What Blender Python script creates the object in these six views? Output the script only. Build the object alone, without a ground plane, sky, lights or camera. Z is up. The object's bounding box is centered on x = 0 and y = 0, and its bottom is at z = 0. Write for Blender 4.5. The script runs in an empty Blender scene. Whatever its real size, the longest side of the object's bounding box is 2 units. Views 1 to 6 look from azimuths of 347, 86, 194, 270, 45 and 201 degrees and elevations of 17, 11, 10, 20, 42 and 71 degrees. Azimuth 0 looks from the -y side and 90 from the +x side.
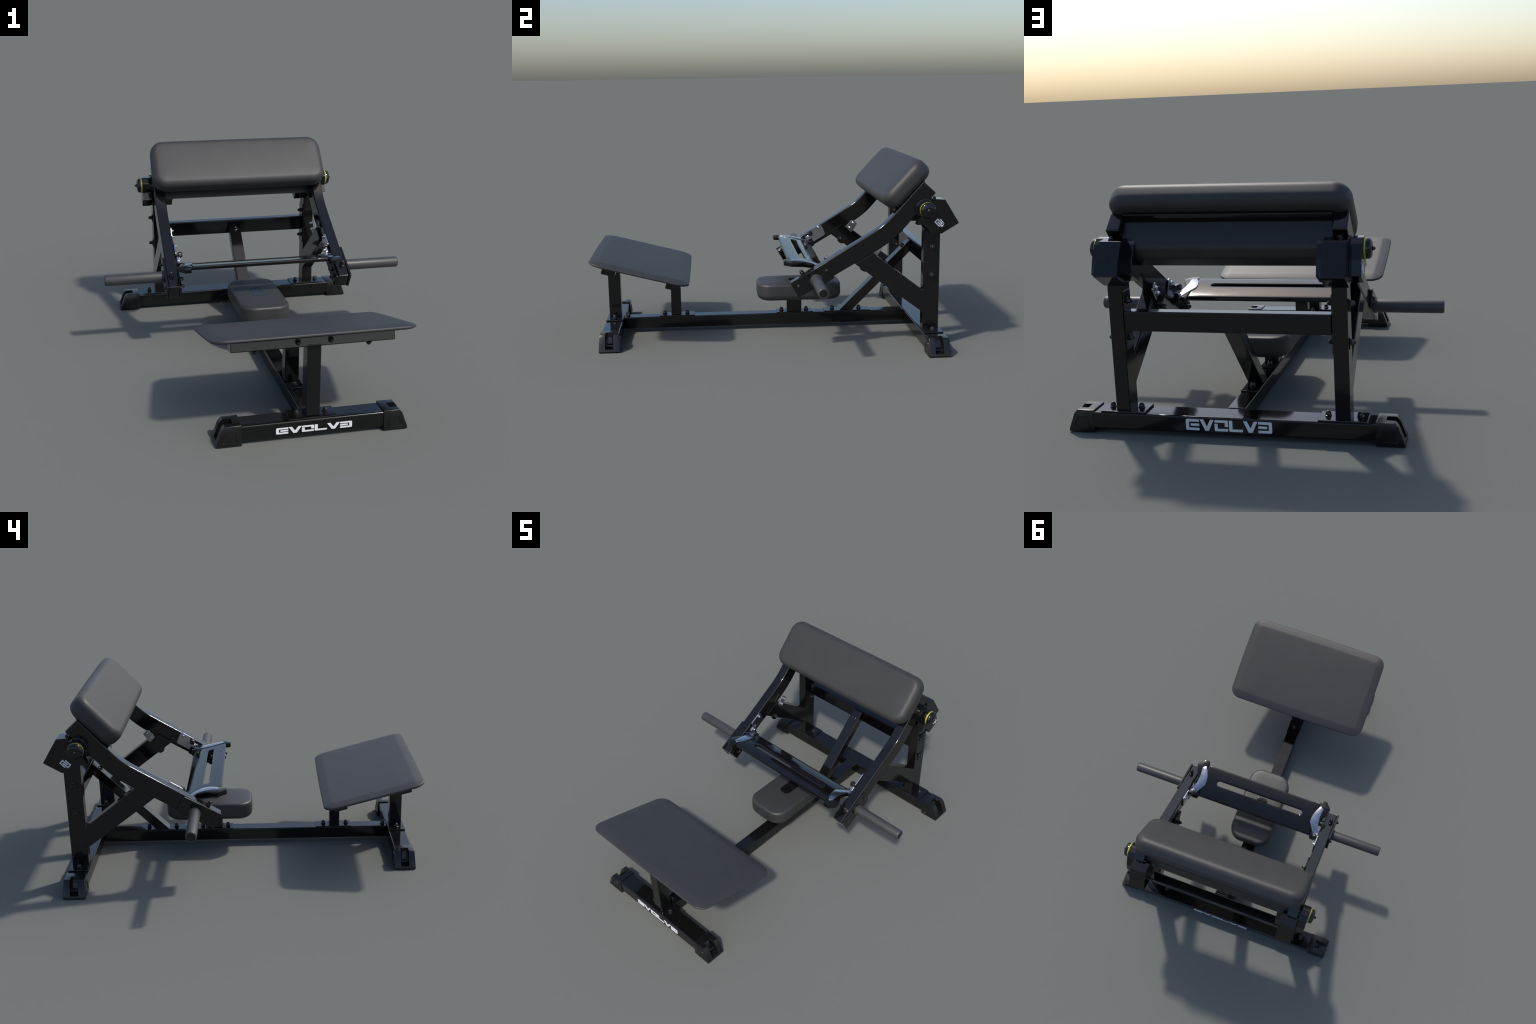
import bpy, bmesh, math
from mathutils import Vector, Matrix

# ------------------------------------------------------------------ materials
def principled(name, base, rough=0.4, metal=0.0, spec=0.5, coat=0.0,
               var=0.0, scale=40.0, bump=0.0, bump_scale=300.0, rough_var=0.0):
    m = bpy.data.materials.new(name); m.use_nodes = True
    nt = m.node_tree; N = nt.nodes; L = nt.links
    b = N["Principled BSDF"]
    b.inputs["Base Color"].default_value = (*base, 1)
    b.inputs["Roughness"].default_value = rough
    b.inputs["Metallic"].default_value = metal
    b.inputs["Specular IOR Level"].default_value = spec
    b.inputs["Coat Weight"].default_value = coat
    tc = N.new("ShaderNodeTexCoord")
    if var > 0:
        n = N.new("ShaderNodeTexNoise"); n.inputs["Scale"].default_value = scale
        n.inputs["Detail"].default_value = 5
        r = N.new("ShaderNodeValToRGB")
        r.color_ramp.elements[0].position = 0.3; r.color_ramp.elements[1].position = 0.7
        r.color_ramp.elements[0].color = (*[c * (1 - var) for c in base], 1)
        r.color_ramp.elements[1].color = (*[c * (1 + var) for c in base], 1)
        L.new(tc.outputs["Object"], n.inputs["Vector"])
        L.new(n.outputs["Fac"], r.inputs["Fac"])
        L.new(r.outputs["Color"], b.inputs["Base Color"])
        if rough_var > 0:
            mr = N.new("ShaderNodeMapRange")
            mr.inputs["To Min"].default_value = rough - rough_var
            mr.inputs["To Max"].default_value = rough + rough_var
            L.new(n.outputs["Fac"], mr.inputs["Value"])
            L.new(mr.outputs["Result"], b.inputs["Roughness"])
    if bump > 0:
        n2 = N.new("ShaderNodeTexNoise"); n2.inputs["Scale"].default_value = bump_scale
        n2.inputs["Detail"].default_value = 3
        bp = N.new("ShaderNodeBump"); bp.inputs["Strength"].default_value = bump
        bp.inputs["Distance"].default_value = 0.002
        L.new(tc.outputs["Object"], n2.inputs["Vector"])
        L.new(n2.outputs["Fac"], bp.inputs["Height"])
        L.new(bp.outputs["Normal"], b.inputs["Normal"])
    return m

PAINT  = principled("black_gloss_paint", (0.0052, 0.0052, 0.0053), 0.09, spec=0.5, var=0.15, scale=18, rough_var=0.025)
RUBBER = principled("black_rubber", (0.007, 0.007, 0.0075), 0.25, spec=0.5, var=0.15, scale=30, bump=0.05)
SATIN  = principled("lightened_satin_black", (0.017, 0.017, 0.0175), 0.38, spec=0.5, var=0.12, scale=18)  # gloss black raised in tone for the beam's paler strip under the pad
PAD    = principled("charcoal_vinyl", (0.0335, 0.0335, 0.0340), 0.53, spec=0.47, var=0.06, scale=9, bump=0.06, bump_scale=420)
SEATM  = principled("dark_grey_vinyl", (0.033, 0.0330, 0.034), 0.48, spec=0.5, var=0.06, scale=9, bump=0.05, bump_scale=420)
GRIP   = principled("grey_sleeve", (0.044, 0.044, 0.045), 0.45, spec=0.5, var=0.06, scale=20, bump=0.04)
STEEL  = principled("polished_steel", (0.50, 0.51, 0.54), 0.22, metal=1.0, var=0.12, scale=60)
DKBOLT = principled("black_bolt", (0.012, 0.012, 0.013), 0.28, spec=0.5, var=0.2, scale=90)
YELLOW = principled("yellow_ring", (0.44, 0.44, 0.045), 0.4, var=0.08, scale=40)
WHITE  = principled("white_lettering", (0.72, 0.72, 0.76), 0.5, var=0.04, scale=60)
INSERT = principled("dark_insert", (0.006, 0.006, 0.007), 0.12, var=0.1, scale=30)

# ------------------------------------------------------------------ helpers
ROOT = bpy.data.objects.new("hip_thrust_bench", None)
bpy.context.scene.collection.objects.link(ROOT)
ROOT["label"] = "black steel hip thrust bench with grey padded rolls"
ROOT["category"] = "gym machine"

def finish(bm, name, mat, parent=None, bevel=0.0, seg=2, angle=40, flip=False, smooth=True):
    bmesh.ops.remove_doubles(bm, verts=bm.verts, dist=1e-6)
    bmesh.ops.recalc_face_normals(bm, faces=bm.faces)
    if bevel > 0:
        es = [e for e in bm.edges if len(e.link_faces) == 2 and e.calc_face_angle(0) > math.radians(28)]
        bmesh.ops.bevel(bm, geom=es, offset=bevel, segments=seg, profile=0.5, affect='EDGES', clamp_overlap=True)
    if flip:
        bmesh.ops.scale(bm, vec=(-1, 1, 1), verts=bm.verts)
        bmesh.ops.reverse_faces(bm, faces=bm.faces)
    me = bpy.data.meshes.new(name); bm.to_mesh(me); bm.free()
    me.materials.append(mat)
    ob = bpy.data.objects.new(name, me)
    bpy.context.scene.collection.objects.link(ob)
    ob.parent = parent or ROOT
    if smooth:
        me.shade_smooth()
        me.set_sharp_from_angle(angle=math.radians(angle))
        if bevel > 0:
            w = ob.modifiers.new("wn", 'WEIGHTED_NORMAL'); w.keep_sharp = True; w.weight = 80
    return ob

def prism_bm(poly, x0, x1, axis='x'):
    """closed polygon extruded along an axis; poly is (y,z) for x, (x,z) for y, (x,y) for z"""
    bm = bmesh.new()
    def P(a, b, t):
        return {'x': (t, a, b), 'y': (a, t, b), 'z': (a, b, t)}[axis]
    A = [bm.verts.new(P(a, b, x0)) for a, b in poly]
    B = [bm.verts.new(P(a, b, x1)) for a, b in poly]
    bm.faces.new(A); bm.faces.new(B[::-1])
    n = len(poly)
    for i in range(n):
        bm.faces.new((A[i], A[(i + 1) % n], B[(i + 1) % n], B[i]))
    return bm

def prism(name, poly, x0, x1, mat, axis='x', bevel=0.003, seg=2, parent=None, flip=False, angle=40):
    return finish(prism_bm(poly, x0, x1, axis), name, mat, parent, bevel, seg, angle, flip)

def box(name, x0, x1, y0, y1, z0, z1, mat, bevel=0.004, seg=2, parent=None, flip=False):
    return prism(name, [(y0, z0), (y1, z0), (y1, z1), (y0, z1)], x0, x1, mat, 'x', bevel, seg, parent, flip)

def lathe_x(name, cy, cz, prof, mat, n=48, parent=None, flip=False, angle=40):
    """profile of (x, radius) revolved about an x-parallel axis"""
    bm = bmesh.new(); rings = []
    for x, r in prof:
        if r < 1e-6:
            rings.append([bm.verts.new((x, cy, cz))])
        else:
            rings.append([bm.verts.new((x, cy + r * math.cos(2 * math.pi * k / n), cz + r * math.sin(2 * math.pi * k / n))) for k in range(n)])
    for a, b in zip(rings, rings[1:]):
        for k in range(n):
            k2 = (k + 1) % n
            if len(a) == 1: bm.faces.new((a[0], b[k2], b[k]))
            elif len(b) == 1: bm.faces.new((a[k], a[k2], b[0]))
            else: bm.faces.new((a[k], a[k2], b[k2], b[k]))
    for r in (rings[0], rings[-1]):
        if len(r) > 1: bm.faces.new(r)
    return finish(bm, name, mat, parent, 0, 2, angle, flip)

def round_poly(pts, radii, seg=6):
    """fillet each corner of a polygon"""
    out = []; n = len(pts)
    for i, p in enumerate(pts):
        r = radii[i] if isinstance(radii, (list, tuple)) else radii
        p = Vector(p); a = Vector(pts[i - 1]) - p; b = Vector(pts[(i + 1) % n]) - p
        if r <= 0: out.append(tuple(p)); continue
        la, lb = a.length, b.length; a.normalize(); b.normalize()
        ang = a.angle(b); d = min(r / math.tan(ang / 2), 0.49 * la, 0.49 * lb)
        r2 = d * math.tan(ang / 2)
        c = p + (a + b).normalized() * (r2 / math.sin(ang / 2))
        s = p + a * d; e = p + b * d
        va, vb = s - c, e - c
        tot = va.angle(vb); sign = 1 if va.x * vb.y - va.y * vb.x > 0 else -1
        for k in range(seg + 1):
            t = sign * tot * k / seg
            ct, st = math.cos(t), math.sin(t)
            out.append((c.x + va.x * ct - va.y * st, c.y + va.x * st + va.y * ct))
    return out

def outline(hx, hy, r, inset, n=14, bow=0.0, per=8):
    """rounded rectangle outline, shrunk by inset, sides bowed outward by bow"""
    hx2, hy2 = hx - inset, hy - inset; r2 = max(r - inset, 0.004)
    corners = [(hx2 - r2, hy2 - r2, 0), (-hx2 + r2, hy2 - r2, 90), (-hx2 + r2, -hy2 + r2, 180), (hx2 - r2, -hy2 + r2, 270)]
    pts = []
    for ci, (cx, cy, a0) in enumerate(corners):
        arc = [(cx + r2 * math.cos(math.radians(a0 + 90 * k / n)), cy + r2 * math.sin(math.radians(a0 + 90 * k / n))) for k in range(n + 1)]
        pts += arc
        nx, ny, na = corners[(ci + 1) % 4]
        e = (nx + r2 * math.cos(math.radians(na)), ny + r2 * math.sin(math.radians(na)))
        s = arc[-1]
        for k in range(1, per):
            t = k / per; pts.append((s[0] + (e[0] - s[0]) * t, s[1] + (e[1] - s[1]) * t))
    if bow:
        pts = [(x * (1 + bow / hx * (1 - min(1, abs(y / hy)) ** 2)), y * (1 + bow / hy * (1 - min(1, abs(x / hx)) ** 2))) for x, y in pts]
    return pts

def cushion(name, hx, hy, r, profile, mat, matrix, bow=0.0, parent=None, zfun=None):
    """stack of shrinking rounded-rectangle rings: profile = [(inset, z)...] bottom to top"""
    bm = bmesh.new(); rings = []
    for inset, z in profile:
        ring = []
        for x, y in outline(hx, hy, r, inset, bow=bow):
            zz = z + (zfun(x, y, z) if zfun else 0)
            ring.append(bm.verts.new((x, y, zz)))
        rings.append(ring)
    n = len(rings[0])
    for a, b in zip(rings, rings[1:]):
        for k in range(n):
            bm.faces.new((a[k], a[(k + 1) % n], b[(k + 1) % n], b[k]))
    bm.faces.new(rings[0]); bm.faces.new(rings[-1])
    bmesh.ops.transform(bm, matrix=matrix, verts=bm.verts)
    return finish(bm, name, mat, parent, 0, 2, 50)

def arcprof(z0, z1, rb, rt, n=8, side=0.0, top=(), bottom=()):
    """side profile of a cushion with a bottom radius rb and a top radius rt"""
    p = list(bottom)
    for k in range(n + 1):
        a = math.pi / 2 * k / n
        p.append((rb - rb * math.sin(a), z0 + rb - rb * math.cos(a)))
    for k in range(n + 1):
        a = math.pi / 2 * k / n
        p.append((rt - rt * math.cos(a) + side, z1 - rt + rt * math.sin(a)))
    return p + list(top)

# ---- bolts: one shared mesh, placed as named copies
def bolt_mesh(name, rw, rh, h, mat):
    bm = bmesh.new()
    def ring(r, z, n): return [bm.verts.new((r * math.cos(2 * math.pi * k / n), r * math.sin(2 * math.pi * k / n), z)) for k in range(n)]
    n = 24
    w = [ring(rw, 0, n), ring(rw, 0.0025, n), ring(rw * 0.88, 0.0035, n)]
    for a, b in zip(w, w[1:]):
        for k in range(n): bm.faces.new((a[k], a[(k + 1) % n], b[(k + 1) % n], b[k]))
    bm.faces.new(w[-1])
    hx = [ring(rh, 0.003, 6), ring(rh, h * 0.6, 6), ring(rh * 0.86, h * 0.68, 6)]
    for a, b in zip(hx, hx[1:]):
        for k in range(6): bm.faces.new((a[k], a[(k + 1) % 6], b[(k + 1) % 6], b[k]))
    bm.faces.new(hx[-1])
    d = []
    for j in range(6):
        a = math.pi / 2 * j / 5
        d.append(ring(max(rh * 0.84 * math.cos(a), 0.0008), h * 0.62 + h * 0.38 * math.sin(a), n))
    for a, b in zip(d, d[1:]):
        for k in range(n): bm.faces.new((a[k], a[(k + 1) % n], b[(k + 1) % n], b[k]))
    bm.faces.new(d[-1])
    bmesh.ops.recalc_face_normals(bm, faces=bm.faces)
    me = bpy.data.meshes.new(name); bm.to_mesh(me); bm.free(); me.materials.append(mat)
    me.shade_smooth(); me.set_sharp_from_angle(angle=math.radians(40))
    return me
BOLT = bolt_mesh("bolt", 0.0145, 0.0112, 0.0215, DKBOLT)
SBOLT = bolt_mesh("small_bolt", 0.0095, 0.0075, 0.012, DKBOLT)
CBOLT = bolt_mesh("steel_bolt", 0.010, 0.0075, 0.014, STEEL)
def bolt(pos, direction, mesh=BOLT, name="bolt", parent=None, spin=0.3):
    ob = bpy.data.objects.new(name, mesh)
    bpy.context.scene.collection.objects.link(ob)
    ob.parent = parent or ROOT
    q = Vector(direction).to_track_quat('Z', 'Y')
    ob.matrix_local = Matrix.Translation(Vector(pos)) @ q.to_matrix().to_4x4() @ Matrix.Rotation(spin, 4, 'Z')
    return ob

SIDES = (False, True)      # False: +x side, True: mirrored to -x
def mx(v, f): return (-v[0], v[1], v[2]) if f else v

# ------------------------------------------------------------------ base frame
front_bar = box("foot_bar", -0.335, 0.335, -0.956, -0.857, 0.016, 0.0885, PAINT, 0.0075, 4)
rear_bar = box("foot_bar", -0.605, 0.605, 0.806, 0.9175, 0.016, 0.0880, PAINT, 0.0075, 4)
box("main_beam", -0.039, 0.039, -0.8565, 0.8055, 0.022, 0.090, PAINT, 0.005, 3)

def foot_cap(xin, xout, y0, y1, flip):
    w = xout - xin
    prof = [(xin, 0.0), (xout - 0.002, 0.0), (xout, 0.004), (xout - 0.004, 0.018), (xout - 0.026, 0.078), (xout - 0.040, 0.0945), (xin, 0.0945)]
    bm = prism_bm(prof, y0, y1, 'y')
    bmesh.ops.recalc_face_normals(bm, faces=bm.faces)
    # sides lean in slightly towards the top
    cy = (y0 + y1) / 2
    for v in bm.verts: v.co.y = cy + (v.co.y - cy) * (1 - 0.10 * v.co.z / 0.1)
    es = [e for e in bm.edges if e.calc_face_angle(0) > math.radians(35)]
    bmesh.ops.bevel(bm, geom=es, offset=0.006, segments=3, profile=0.5, affect='EDGES', clamp_overlap=True)
    ob = finish(bm, "foot_cap", RUBBER, None, 0, 2, 40)
    # wheel slot, open on top and at the outer end
    cbm = prism_bm(round_poly([(xout - 0.078, 0.13), (xout - 0.078, 0.062), (xout - 0.055, 0.016), (xout + 0.03, 0.016), (xout + 0.03, 0.13)], [0, .01, .012, 0, 0]), cy - 0.0225, cy + 0.0225, 'y')
    cut = finish(cbm, "slot_cutter", RUBBER)
    md = ob.modifiers.new("slot", 'BOOLEAN'); md.operation = 'DIFFERENCE'; md.object = cut; md.solver = 'EXACT'
    bpy.context.view_layer.update()
    dg = bpy.context.evaluated_depsgraph_get()
    me = bpy.data.meshes.new_from_object(ob.evaluated_get(dg))
    ob.modifiers.clear(); ob.data = me
    bpy.data.objects.remove(cut)
    b2 = bmesh.new(); b2.from_mesh(me)
    bmesh.ops.remove_doubles(b2, verts=b2.verts, dist=2e-4)
    if flip:
        bmesh.ops.scale(b2, vec=(-1, 1, 1), verts=b2.verts); bmesh.ops.reverse_faces(b2, faces=b2.faces)
    b2.to_mesh(me); b2.free()
    me.shade_smooth(); me.set_sharp_from_angle(angle=math.radians(40))
    # curved tongue inside the slot
    xs = xout - 0.074
    prism("cap_tongue", round_poly([(xs - 0.004, 0.03), (xs + 0.026, 0.03), (xs + 0.014, 0.070), (xs - 0.004, 0.080)], [0, .008, .012, 0], 5), cy - 0.0145, cy + 0.0145, RUBBER, 'y', 0.002, parent=ob, flip=flip)
    # recessed trapezoid frame on the two side walls
    for s in (-1, 1):
        yy = cy + s * (y1 - y0) / 2
        fr = round_poly([(xin + 0.02, 0.014), (xout - 0.022, 0.014), (xout - 0.042, 0.068), (xin + 0.026, 0.068)], 0.008, 4)
        bm = bmesh.new()
        outer = [bm.verts.new((x, yy - s * (0.058 * z + 0.001) + s * 0.0006, z)) for x, z in fr]
        c = Vector((sum(p[0] for p in fr) / len(fr), sum(p[1] for p in fr) / len(fr)))
        def ins(k, d):
            r = []
            for x, z in fr:
                v = Vector((x, z)) - c; v *= k
                r.append(bm.verts.new((c.x + v.x, yy - s * 0.058 * (c.y + v.y) + s * d, c.y + v.y)))
            return r
        a = ins(0.96, 0.0022); b = ins(0.90, 0.0022); e = ins(0.86, 0.0002)
        for A, B in ((outer, a), (a, b), (b, e)):
            for k in range(len(A)):
                bm.faces.new((A[k], A[(k + 1) % len(A)], B[(k + 1) % len(A)], B[k]))
        finish(bm, "cap_rib", RUBBER, ob, 0, 2, 50, flip)
    return ob
for f in SIDES:
    foot_cap(0.592, 0.7075, 0.8010, 0.9205, f)
    foot_cap(0.323, 0.4365, -0.9640, -0.8475, f)

# ------------------------------------------------------------------ lettering
def letter_polys(ch):
    """strokes of the squared display letters, in a box 1 wide and 1 high"""
    h, s = 0.225, 0.235            # bar height, stem width
    if ch == 'E':
        return [[(0.07, 0), (1, 0), (1, h), (s, h), (s, 1 - h), (1, 1 - h), (1, 1), (0.07, 1), (0, 0.9), (0, 0.1)],
                [(0.36, 0.39), (1, 0.39), (1, 0.61), (0.36, 0.61)]]
    if ch == '3':
        return [[(1 - x, y) for x, y in p] for p in letter_polys('E')]
    if ch == 'V':
        return [[(-0.02, 1), (0.25, 1), (0.5, 0.36), (0.75, 1), (1.02, 1), (0.64, 0), (0.36, 0)]]
    if ch == 'O':
        return [[(0.06, 1), (0.95, 1), (1, 0.92), (1, 0.42), (1 - s, 0.42), (1 - s, 1 - h), (0, 1 - h), (0, 0.93)],
                [(0.94, 0), (0.05, 0), (0, 0.08), (0, 0.66), (s, 0.66), (s, h), (1, h), (1, 0.07)]]
    if ch == 'L':
        return [[(0, 0.08), (0, 1), (s + .02, 1), (s + .02, h), (1.04, h), (0.98, 0), (0.06, 0)]]

def lettering(text, x0, pitch, w, z0, h, y, facing, parent):
    for i, ch in enumerate(text):
        bm = bmesh.new()
        for poly in letter_polys(ch):
            pts = [(x0 + facing * (i * pitch + p[0] * w), z0 + p[1] * h) for p in poly]
            A = [bm.verts.new((px, y, pz)) for px, pz in pts]
            B = [bm.verts.new((px, y - facing * 0.0028, pz)) for px, pz in pts]
            n = len(pts)
            bm.faces.new(A); bm.faces.new(B)
            for k in range(n): bm.faces.new((A[k], A[(k + 1) % n], B[(k + 1) % n], B[k]))
        finish(bm, "letter", WHITE, parent, 0, 2, 30)
lettering("EVOLV3", -0.1705, 0.0582, 0.0550, 0.0335, 0.0290, -0.9555, 1, front_bar)
lettering("EVOLV3", 0.1845, 0.0611, 0.0568, 0.0310, 0.0470, 0.9170, -1, rear_bar)

# ------------------------------------------------------------------ uprights with diagonal brace
for f in SIDES:
    x0, x1 = 0.432, 0.4930
    up = prism("upright", [(0.8125, 0.0905), (0.9015, 0.0905), (0.9015, 0.66), (0.8125, 0.66),
                           (0.8125, 0.316), (0.551, 0.5175), (0.5385, 0.5330), (0.4350, 0.4735), (0.8125, 0.192)],
               x0, x1, PAINT, 'x', 0.005, 3, None, f)
    # base saddle plate and bolts
    pl = box("base_plate", 0.362, 0.560, 0.8085, 0.915, 0.0875, 0.0960, PAINT, 0.003, 2, None, f)
    for bx in (0.397, 0.526):
        bolt(mx((bx, 0.859, 0.0960), f), (0, 0, 1), parent=pl)
    # crossbar flange on the inner wall, clamp washers on the outer wall
    box("crossbar_flange", 0.4275, 0.4335, 0.8235, 0.893, 0.355, 0.600, PAINT, 0.002, 2, up, f)
    for bz in (0.400, 0.556):
        bolt(mx((0.4275, 0.858, bz), f), mx((-1, 0, 0), f), parent=up)
        box("washer_plate", 0.4925, 0.4965, 0.836, 0.880, bz - 0.024, bz + 0.024, PAINT, 0.0015, 2, up, f)
        bolt(mx((0.4965, 0.858, bz), f), mx((1, 0, 0), f), parent=up)

box("crossbar", -0.4278, 0.4278, 0.8445, 0.8995, 0.436, 0.5195, PAINT, 0.005, 3)

# diagonal strut from beam to crossbar
prism("strut", [(0.420, 0.0955), (0.4965, 0.0955), (0.8443, 0.446), (0.8443, 0.512), (0.838, 0.512)], -0.034, 0.034, PAINT, 'x', 0.004, 3)
bolt((0, 0.800, 0.4745), (0, -0.706, 0.708))
for (a, b, ys) in ((0.330, 0.604, (0.380, 0.541)), (0.045, 0.262, (0.075, 0.224)), (-0.648, -0.441, (-0.619, -0.486))):
    pl = box("base_plate", -0.0405, 0.0405, a, b, 0.0895, 0.0965, PAINT, 0.0025)
    for y in ys: bolt((0, y, 0.0965), (0, 0, 1), parent=pl)
bolt((0, -0.835, 0.090), (0, 0, 1))

# ------------------------------------------------------------------ front foot platform
TILT = math.radians(-14.8)
PM = Matrix.Translation((0, -0.7280, 0.4345)) @ Matrix.Rotation(TILT, 4, 'X')
prof = arcprof(-0.009, 0.003, 0.004, 0.006, 6,
               top=[(0.012, 0.0055), (0.022, 0.0080), (0.034, 0.0106), (0.043, 0.0128), (0.050, 0.0138), (0.060, 0.0139), (0.08, 0.0143), (0.11, 0.0150), (0.16, 0.0155)],
               bottom=[(0.12, -0.017), (0.03, -0.0165), (0.010, -0.0125)])
cushion("foot_platform", 0.455, 0.2765, 0.062, prof, PAD, PM, bow=0.004)
def on_platform(poly_uw):      # (along slope, normal) -> (y, z)
    c, s = math.cos(TILT), math.sin(TILT)
    return [(-0.7300 + u * c - w * s, 0.4405 + u * s + w * c) for u, w in poly_uw]
for u0, u1 in ((-0.200, -0.124), (0.158, 0.232)):
    rail = prism("platform_rail", on_platform([(u0, -0.067), (u1, -0.067), (u1, -0.021), (u0, -0.021)]), -0.366, 0.366, PAINT, 'x', 0.004, 3)
    if u0 < 0:
        yz = on_platform([(u0, -0.043)])[0]
        for bx in (-0.073, 0.073):
            lathe = bolt((bx, yz[0] + 0.004, yz[1] + 0.001), (0, -1, -0.23), parent=rail)
    for bx in (-0.258, 0.258):
        yz = on_platform([((u0 + u1) / 2, -0.067)])[0]
        bolt((bx, yz[0], yz[1]), (0, 0.225, -1), parent=rail)
# two posts under the rails
prism("platform_post", [(-0.9405, 0.0965), (-0.8705, 0.0965), (-0.8705, 0.421), (-0.9405, 0.437)], -0.0315, 0.0315, PAINT, 'x', 0.005, 3)
prism("platform_post", [(-0.578, 0.0955), (-0.520, 0.0955), (-0.520, 0.327), (-0.578, 0.341)], -0.0345, 0.0345, PAINT, 'x', 0.005, 3)
pl = box("base_plate", -0.108, 0.108, -0.954, -0.859, 0.0880, 0.0965, PAINT, 0.003)
for bx in (-0.066, 0.066): bolt((bx, -0.907, 0.0965), (0, 0, 1), parent=pl)

# ------------------------------------------------------------------ seat
SM = Matrix.Translation((0, 0.1755, 0))
prof = arcprof(0.183, 0.2825, 0.036, 0.015, 8, side=0.002, top=[(0.022, 0.2832), (0.05, 0.2838), (0.085, 0.2842)], bottom=[(0.075, 0.183)])
seat = cushion("seat_pad", 0.134, 0.2465, 0.082, prof, SEATM, SM)
box("seat_post", -0.034, 0.034, 0.106, 0.193, 0.0955, 0.184, PAINT, 0.005, 3)
box("seat_board", -0.075, 0.075, 0.03, 0.35, 0.1765, 0.184, PAINT, 0.003)
ins = round_poly([(-0.036, 0.118), (0.036, 0.118), (0.036, 0.252), (-0.036, 0.252)], 0.026, 6)
prism("seat_insert", ins, 0.279, 0.2852, INSERT, 'z', 0.001, 2, seat)

# ------------------------------------------------------------------ lever arms
top_bend, bot_bend = (0.594, 0.679), (0.6426, 0.592)
arm_poly = round_poly([(0.088, 0.374), (0.133, 0.2995), bot_bend, (0.874, 0.849), (0.804, 0.912), top_bend],
                      [0, 0, 0.50, 0, 0, 0.42], 10)
P_Y, P_Z = 0.815, 0.765       # pivot axis
for f in SIDES:
    arm = prism("lever_arm", arm_poly, 0.4355, 0.4965, PAINT, 'x', 0.0075, 4, None, f, 25)
    # bolted sleeve round the lower end: outer and inner cheek
    sl = prism("arm_sleeve", round_poly([(0.084, 0.378), (0.131, 0.2965), (0.268, 0.372), (0.275, 0.369), (0.327, 0.404), (0.287, 0.480), (0.276, 0.482)], [.004, .004, .0, .006, .012, .014, .004], 4),
               0.4962, 0.5085, PAINT, 'x', 0.0025, 2, arm, f)
    prism("arm_sleeve", round_poly([(0.098, 0.366), (0.135, 0.299), (0.330, 0.409), (0.290, 0.478)], [.01, .01, .012, .012], 4),
          0.4255, 0.4358, PAINT, 'x', 0.0025, 2, arm, f)
    for (by, bz) in ((0.131, 0.360), (0.283, 0.441)):
        bolt(mx((0.5085, by, bz), f), mx((1, 0, 0), f), SBOLT, "small_bolt", sl)
    for (by, bz) in ((0.150, 0.357), (0.186, 0.385)):
        bolt(mx((0.4255, by, bz), f), mx((-1, 0, 0), f), BOLT, "bolt", sl)
    # weight peg
    lathe_x("weight_peg", 0.226, 0.391, [(0.506, 0.0), (0.506, 0.0335), (0.516, 0.0335), (0.5175, 0.0298), (0.813, 0.0298), (0.8190, 0.028), (0.8215, 0.0245), (0.8212, 0.021), (0.8198, 0.0205), (0.8198, 0.0)], GRIP, 48, None, f)
    lathe_x("peg_end", 0.226, 0.391, [(0.8190, 0), (0.8190, 0.0205), (0.8206, 0.0200), (0.8208, 0)], RUBBER, 32, None, f)
    # clamping screw on top of the arm
    ny, nz = -0.515, 0.857
    sy, sz = 0.158, 0.4165
    bolt(mx((0.474, sy, sz), f), (0, ny, nz), BOLT, "bolt", arm)
    st = bolt(mx((0.474, sy + ny * 0.012, sz + nz * 0.012), f), (0, ny, nz), SBOLT, "small_bolt", arm); st.scale = (1.4, 1.4, 1.6)

    # steel clamp plate on the inner face of the arm
    cl = prism("clamp_plate", round_poly([(0.366, 0.548), (0.398, 0.476), (0.318, 0.428), (0.286, 0.500)], [.016, .012, .006, .006], 4),
               0.4270, 0.4350, STEEL, 'x', 0.002, 2, arm, f)
    bolt(mx((0.4275, 0.352, 0.522), f), mx((-1, 0, 0), f), CBOLT, "steel_bolt", cl)
    lathe_x("clamp_knob", 0.297, 0.487, [(0.395, 0), (0.395, 0.012), (0.400, 0.016), (0.414, 0.016), (0.418, 0.011), (0.428, 0.011), (0.428, 0)], DKBOLT, 20, cl, f)

# ------------------------------------------------------------------ cross plate between the arms
def plate_z(y):
    t = y - 0.085
    return 0.4835 - 0.035 * t - 0.95 * t * t
def sheet(name, poly, thick, mat, lift=0.0, parent=None, flip=False, bevel=0.003, holes=None):
    """flat plan polygon bent over the plate's curved top surface"""
    bm = prism_bm(poly, -thick, 0.0, 'z')
    bmesh.ops.recalc_face_normals(bm, faces=bm.faces)
    if bevel:
        es = [e for e in bm.edges if e.calc_face_angle(0) > math.radians(28)]
        bmesh.ops.bevel(bm, geom=es, offset=bevel, segments=2, profile=0.5, affect='EDGES', clamp_overlap=True)
    for cy in [0.06 + 0.02 * i for i in range(1, 13)]:
        g = bm.verts[:] + bm.edges[:] + bm.faces[:]
        bmesh.ops.bisect_plane(bm, geom=g, plane_co=(0, cy, 0), plane_no=(0, 1, 0), dist=1e-6)
    for v in bm.verts: v.co.z += plate_z(v.co.y) + lift
    return finish(bm, name, mat, parent, 0, 2, 40, flip)

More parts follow.
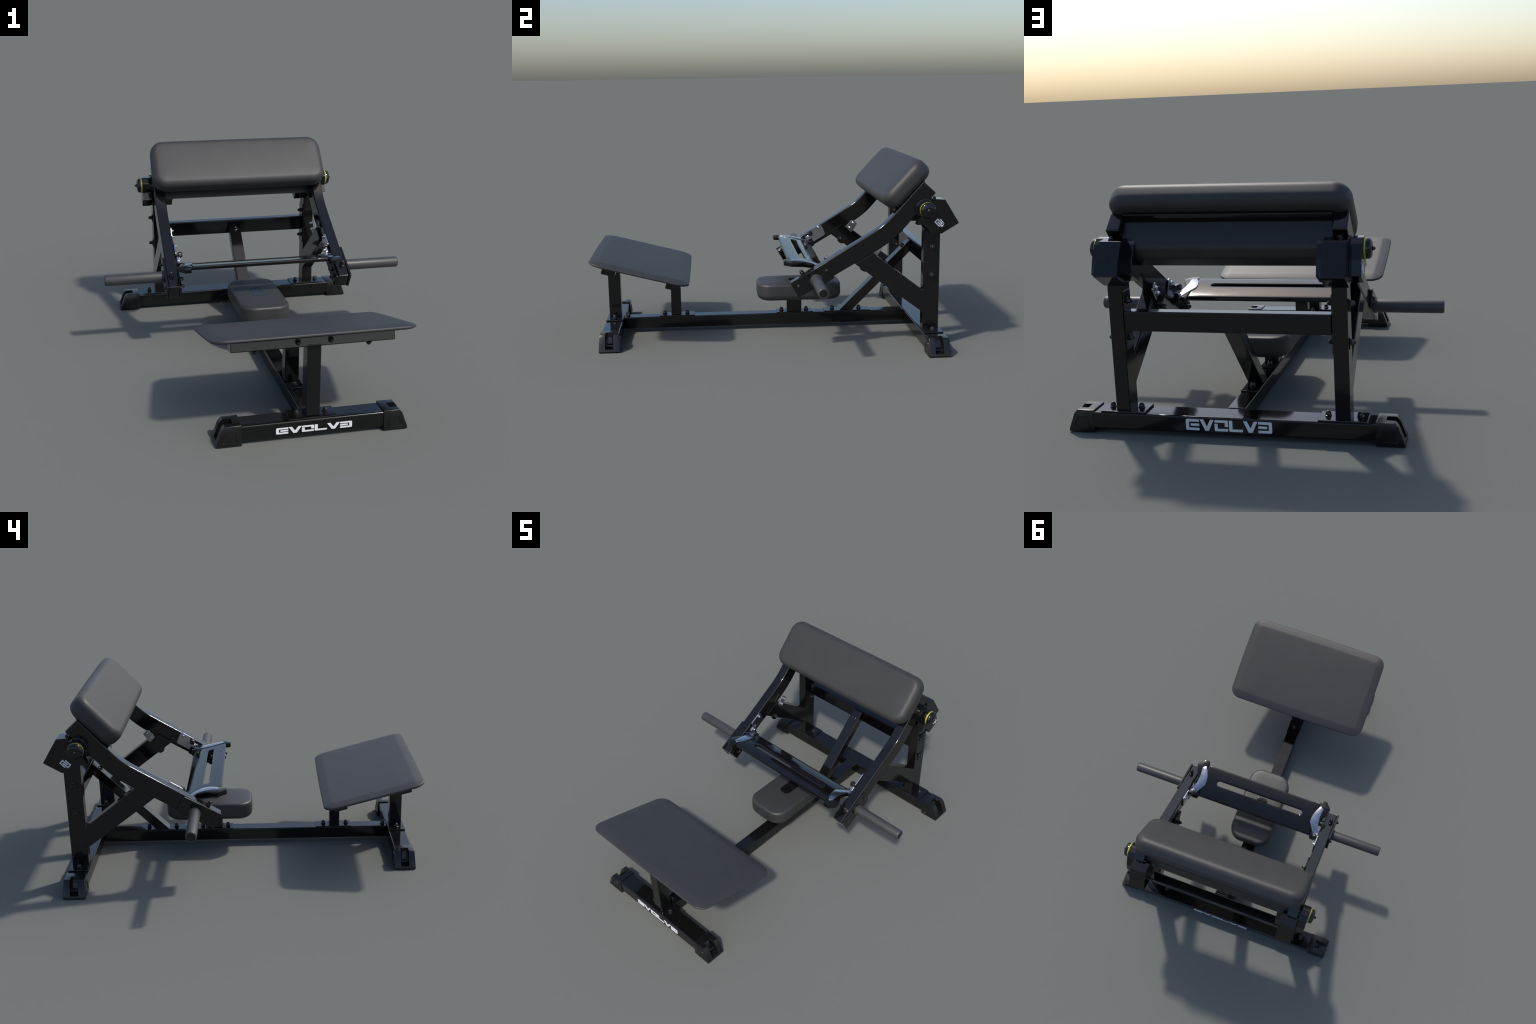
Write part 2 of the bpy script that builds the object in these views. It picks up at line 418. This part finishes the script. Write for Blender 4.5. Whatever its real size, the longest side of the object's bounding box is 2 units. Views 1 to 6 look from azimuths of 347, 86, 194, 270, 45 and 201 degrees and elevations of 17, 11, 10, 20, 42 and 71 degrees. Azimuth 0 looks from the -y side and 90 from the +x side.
# one slotted plate: outer outline and slot joined as a ring of quads
def slotted_plate():
    y0, y1, ym = 0.086, 0.286, 0.176
    sx, sr = 0.270, 0.0165
    xs = 0.374
    thick = 0.021
    n = 8
    right = [(sx + sr * math.sin(math.pi * k / n), ym - sr * math.cos(math.pi * k / n)) for k in range(n + 1)]
    left = [(-x, y) for x, y in right[::-1]]
    mids = [sx * (1 - 2 * k / 8) for k in range(1, 8)]
    hole = right + [(x, ym + sr) for x in mids] + left + [(x, ym - sr) for x in reversed(mids)]
    outer = []
    for x, y in hole:
        if x > sx + 1e-6 or x < -sx - 1e-6:
            s = 1 if x > 0 else -1
            a = math.atan2(y - ym, abs(x) - sx)
            Y = (y1 - ym) if a > 0 else (ym - y0)
            t = math.tan(a)
            if abs(t) <= 1.0001: outer.append((s * xs, ym + t * Y))
            else: outer.append((s * (sx + (xs - sx) / abs(t)), ym + math.copysign(Y, t)))
        else:
            outer.append((x, y1 if y > ym else y0))
    bm = bmesh.new()
    N = len(hole); R = 7
    grid = {}
    for lvl, z in ((1, 0.0), (0, -thick)):
        for j in range(R):
            t = j / (R - 1)
            for i in range(N):
                x = hole[i][0] + (outer[i][0] - hole[i][0]) * t
                y = hole[i][1] + (outer[i][1] - hole[i][1]) * t
                grid[lvl, j, i] = bm.verts.new((x, y, z))
    for i in range(N):
        i2 = (i + 1) % N
        for j in range(R - 1):
            bm.faces.new((grid[1, j, i], grid[1, j, i2], grid[1, j + 1, i2], grid[1, j + 1, i]))
            bm.faces.new((grid[0, j, i], grid[0, j + 1, i], grid[0, j + 1, i2], grid[0, j, i2]))
        for j in (0, R - 1):
            bm.faces.new((grid[1, j, i], grid[0, j, i], grid[0, j, i2], grid[1, j, i2]))
    bmesh.ops.recalc_face_normals(bm, faces=bm.faces)
    es = [e for e in bm.edges if e.calc_face_angle(0) > math.radians(60) and abs(e.verts[0].co.z - e.verts[1].co.z) < 1e-5]
    bmesh.ops.bevel(bm, geom=es, offset=0.005, segments=3, profile=0.5, affect='EDGES', clamp_overlap=True)
    for v in bm.verts: v.co.z += plate_z(v.co.y)
    return finish(bm, "cross_plate", PAINT, None, 0, 2, 35)
plate = slotted_plate()
for f in SIDES:
    ch = sheet("plate_cheek", round_poly([(0.3735, 0.081), (0.378, 0.060), (0.412, 0.058), (0.447, 0.100), (0.436, 0.135), (0.415, 0.180), (0.409, 0.225), (0.424, 0.275), (0.420, 0.303), (0.380, 0.303), (0.3735, 0.289)],
                                      [0, .008, .008, .008, .02, .05, .03, .01, .008, .006, 0], 4), 0.030, PAINT, 0.0012, plate, f, 0.005)
    # polished crescent wear strip
    crescent = [(0.386, 0.098), (0.368, 0.130), (0.357, 0.157), (0.351, 0.190), (0.352, 0.214), (0.392, 0.274), (0.411, 0.302),
                (0.425, 0.272), (0.431, 0.222), (0.416, 0.243), (0.406, 0.205), (0.402, 0.165), (0.407, 0.114)]
    sheet("wear_strip", crescent, 0.006, STEEL, 0.0045, plate, f, 0.0018)
    # steel hinge link from the strip to the clamp
    prism("hinge_link", round_poly([(0.262, 0.462), (0.276, 0.437), (0.318, 0.462), (0.305, 0.492)], 0.007, 4), 0.412, 0.4262, STEEL, 'x', 0.002, 2, plate, f)
    bolt(mx((0.412, 0.286, 0.466), f), mx((-1, 0, 0), f), CBOLT, "steel_bolt", plate)

# ------------------------------------------------------------------ latch between brace and arm (inner side)
for f in SIDES:
    lt = prism("latch_bracket", round_poly([(0.428, 0.490), (0.470, 0.466), (0.476, 0.428), (0.500, 0.411), (0.524, 0.424), (0.549, 0.462), (0.512, 0.536), (0.500, 0.535)],
                                           [.004, .01, .018, .018, .012, .008, .008, .006], 4), 0.4215, 0.4325, PAINT, 'x', 0.003, 2, None, f)
    bolt(mx((0.4215, 0.494, 0.448), f), mx((-1, 0, 0), f), BOLT, "bolt", lt)
    sp = prism("latch_plate", round_poly([(0.527, 0.520), (0.566, 0.574), (0.603, 0.545), (0.562, 0.484)], [.006, .012, .012, .006], 4),
               0.4160, 0.4240, STEEL, 'x', 0.003, 2, lt, f)
    for (by, bz) in ((0.553, 0.517), (0.575, 0.547)):
        bolt(mx((0.4160, by, bz), f), mx((-1, 0, 0), f), CBOLT, "steel_bolt", sp)
    # rubber buffer on the brace end under the arm
    box("arm_buffer", 0.446, 0.486, 0.470, 0.520, 0.480, 0.494, RUBBER, 0.003, 2, None, f)

# ------------------------------------------------------------------ pivots
lug = round_poly([(0.757, 0.686), (0.803, 0.686), (0.838, 0.632), (0.9145, 0.674), (0.896, 0.735), (0.864, 0.790), (0.838, 0.812), (0.796, 0.812), (0.768, 0.785), (0.768, 0.752), (0.781, 0.729)],
                 [.002, .002, .006, .006, .01, .012, .014, .014, .012, .012, .01], 4)
def logo(xface, sgn, parent):
    """two interlocking hooks, drawn the same way round on either side"""
    cy, cz, px = 0.8775, 0.700, 0.066e-3
    W = 0.0064
    d0, d1, sh = -380 * px, 195 * px, 190 * px
    b = [-228 * px, -76 * px, 76 * px, 228 * px]
    hw = W / 2
    rects = [[(d0, b[0] - hw), (d1, b[0] - hw), (d1, b[0] + hw), (d0 + W, b[0] + hw), (d0 + W, b[2] - hw), (d1, b[2] - hw), (d1, b[2] + hw), (d0, b[2] + hw)],
             [(d0 + sh, b[1] + hw), (d0 + sh, b[1] - hw), (d1 + sh, b[1] - hw), (d1 + sh, b[3] + hw), (d0 + sh, b[3] + hw), (d0 + sh, b[3] - hw), (d1 + sh - W, b[3] - hw), (d1 + sh - W, b[1] + hw)]]
    bm = bmesh.new()
    for r in rects:
        r = [(d + 95 * px, e) for d, e in r]
        pts = []
        for d, e in r:
            sx = (d + e) * 0.7071; sz = (-d + e) * 0.7071
            y, z = cy + sgn * sx, cz + sz
            y = min(y, 0.9105 - 0.30 * (z - 0.674))
            pts.append((y, z))
        A = [bm.verts.new((xface - sgn * 0.0005, y, z)) for y, z in pts]
        B = [bm.verts.new((xface + sgn * 0.0012, y, z)) for y, z in pts]
        n = len(pts); bm.faces.new(A); bm.faces.new(B)
        for k in range(n): bm.faces.new((A[k], A[(k + 1) % n], B[(k + 1) % n], B[k]))
    finish(bm, "emblem", WHITE, parent, 0, 2, 30)
for f in SIDES:
    sg = -1 if f else 1
    outer = prism("pivot_bracket", lug, 0.5035, 0.5515, PAINT, 'x', 0.003, 2, None, f)
    prism("pivot_bracket", lug, 0.3765, 0.4120, PAINT, 'x', 0.003, 2, None, f)
    logo(sg * 0.5515, sg, outer)
    lathe_x("pivot_barrel", P_Y, P_Z, [(0.495, 0), (0.495, 0.0535), (0.506, 0.0535), (0.508, 0.0465), (0.551, 0.0465), (0.5535, 0.0445), (0.5535, 0)], PAINT, 56, outer, f)
    lathe_x("pivot_ring", P_Y, P_Z, [(0.5530, 0), (0.5530, 0.0412), (0.5545, 0.0424), (0.5590, 0.0424), (0.5620, 0.0405), (0.5620, 0)], YELLOW, 56, outer, f)
    cap = lathe_x("pivot_cap", P_Y, P_Z, [(0.5615, 0), (0.5615, 0.0422), (0.566, 0.0424), (0.574, 0.0405), (0.579, 0.0365), (0.5825, 0.029), (0.5838, 0.018), (0.584, 0.0)], PAINT, 56, outer, f, 50)
    bolt(mx((0.5838, P_Y, P_Z), f), mx((1, 0, 0), f), SBOLT, "small_bolt", cap)
    # stop block over the top of the upright
    stop = prism("stop_block", round_poly([(0.848, 0.770), (0.858, 0.8165), (0.921, 0.8125), (1.0, 0.684), (0.906, 0.628), (0.842, 0.640)], [.004, .005, .006, .004, .006, .004], 3),
                 0.4080, 0.5030, PAINT, 'x', 0.003, 2, None, f)
    box("bracket_bridge", 0.4105, 0.5045, 0.838, 0.880, 0.636, 0.665, PAINT, 0.003, 2, stop, f)
    bolt(mx((0.470, 0.870, 0.816), f), (0, 0.05, 1), SBOLT, "small_bolt", stop)
# torque tube along the pivot axis
# (flat front, rounded back, closed up to the pad board)
beam = round_poly([(0.735, 0.6940), (0.803, 0.6915), (0.852, 0.730), (0.862, 0.775), (0.838, 0.828), (0.806, 0.880), (0.765, 0.855), (0.757, 0.745)],
                  [.002, .012, .030, .060, .030, .004, .004, .01], 6)
prism("cross_beam", beam, -0.4352, 0.4352, SATIN, 'x', 0.0015, 2, None, False, 25)

# ------------------------------------------------------------------ back pad on the upper arms
ANG = math.radians(47.0)
BU = (math.cos(ANG), math.sin(ANG)); BN = (-math.sin(ANG), math.cos(ANG))
cy, cz = 0.7255, 0.8840
BM = Matrix(((1, 0, 0, 0), (0, BU[0], BN[0], cy), (0, BU[1], BN[1], cz), (0, 0, 0, 1)))
prof = arcprof(-0.047, 0.0635, 0.044, 0.040, 9, top=[(0.05, 0.0645), (0.08, 0.0655), (0.11, 0.0662), (0.135, 0.0665)], bottom=[(0.12, -0.046), (0.06, -0.046)])
back = cushion("back_pad", 0.503, 0.152, 0.072, prof, PAD, BM, bow=0.002)
def on_pad(p): return [(cy + u * BU[0] + w * BN[0], cz + u * BU[1] + w * BN[1]) for u, w in p]
prism("pad_board", on_pad([(-0.116, -0.070), (0.060, -0.070), (0.085, -0.060), (0.085, -0.0455), (-0.116, -0.0455)]), -0.4345, 0.4345, PAINT, 'x', 0.003)
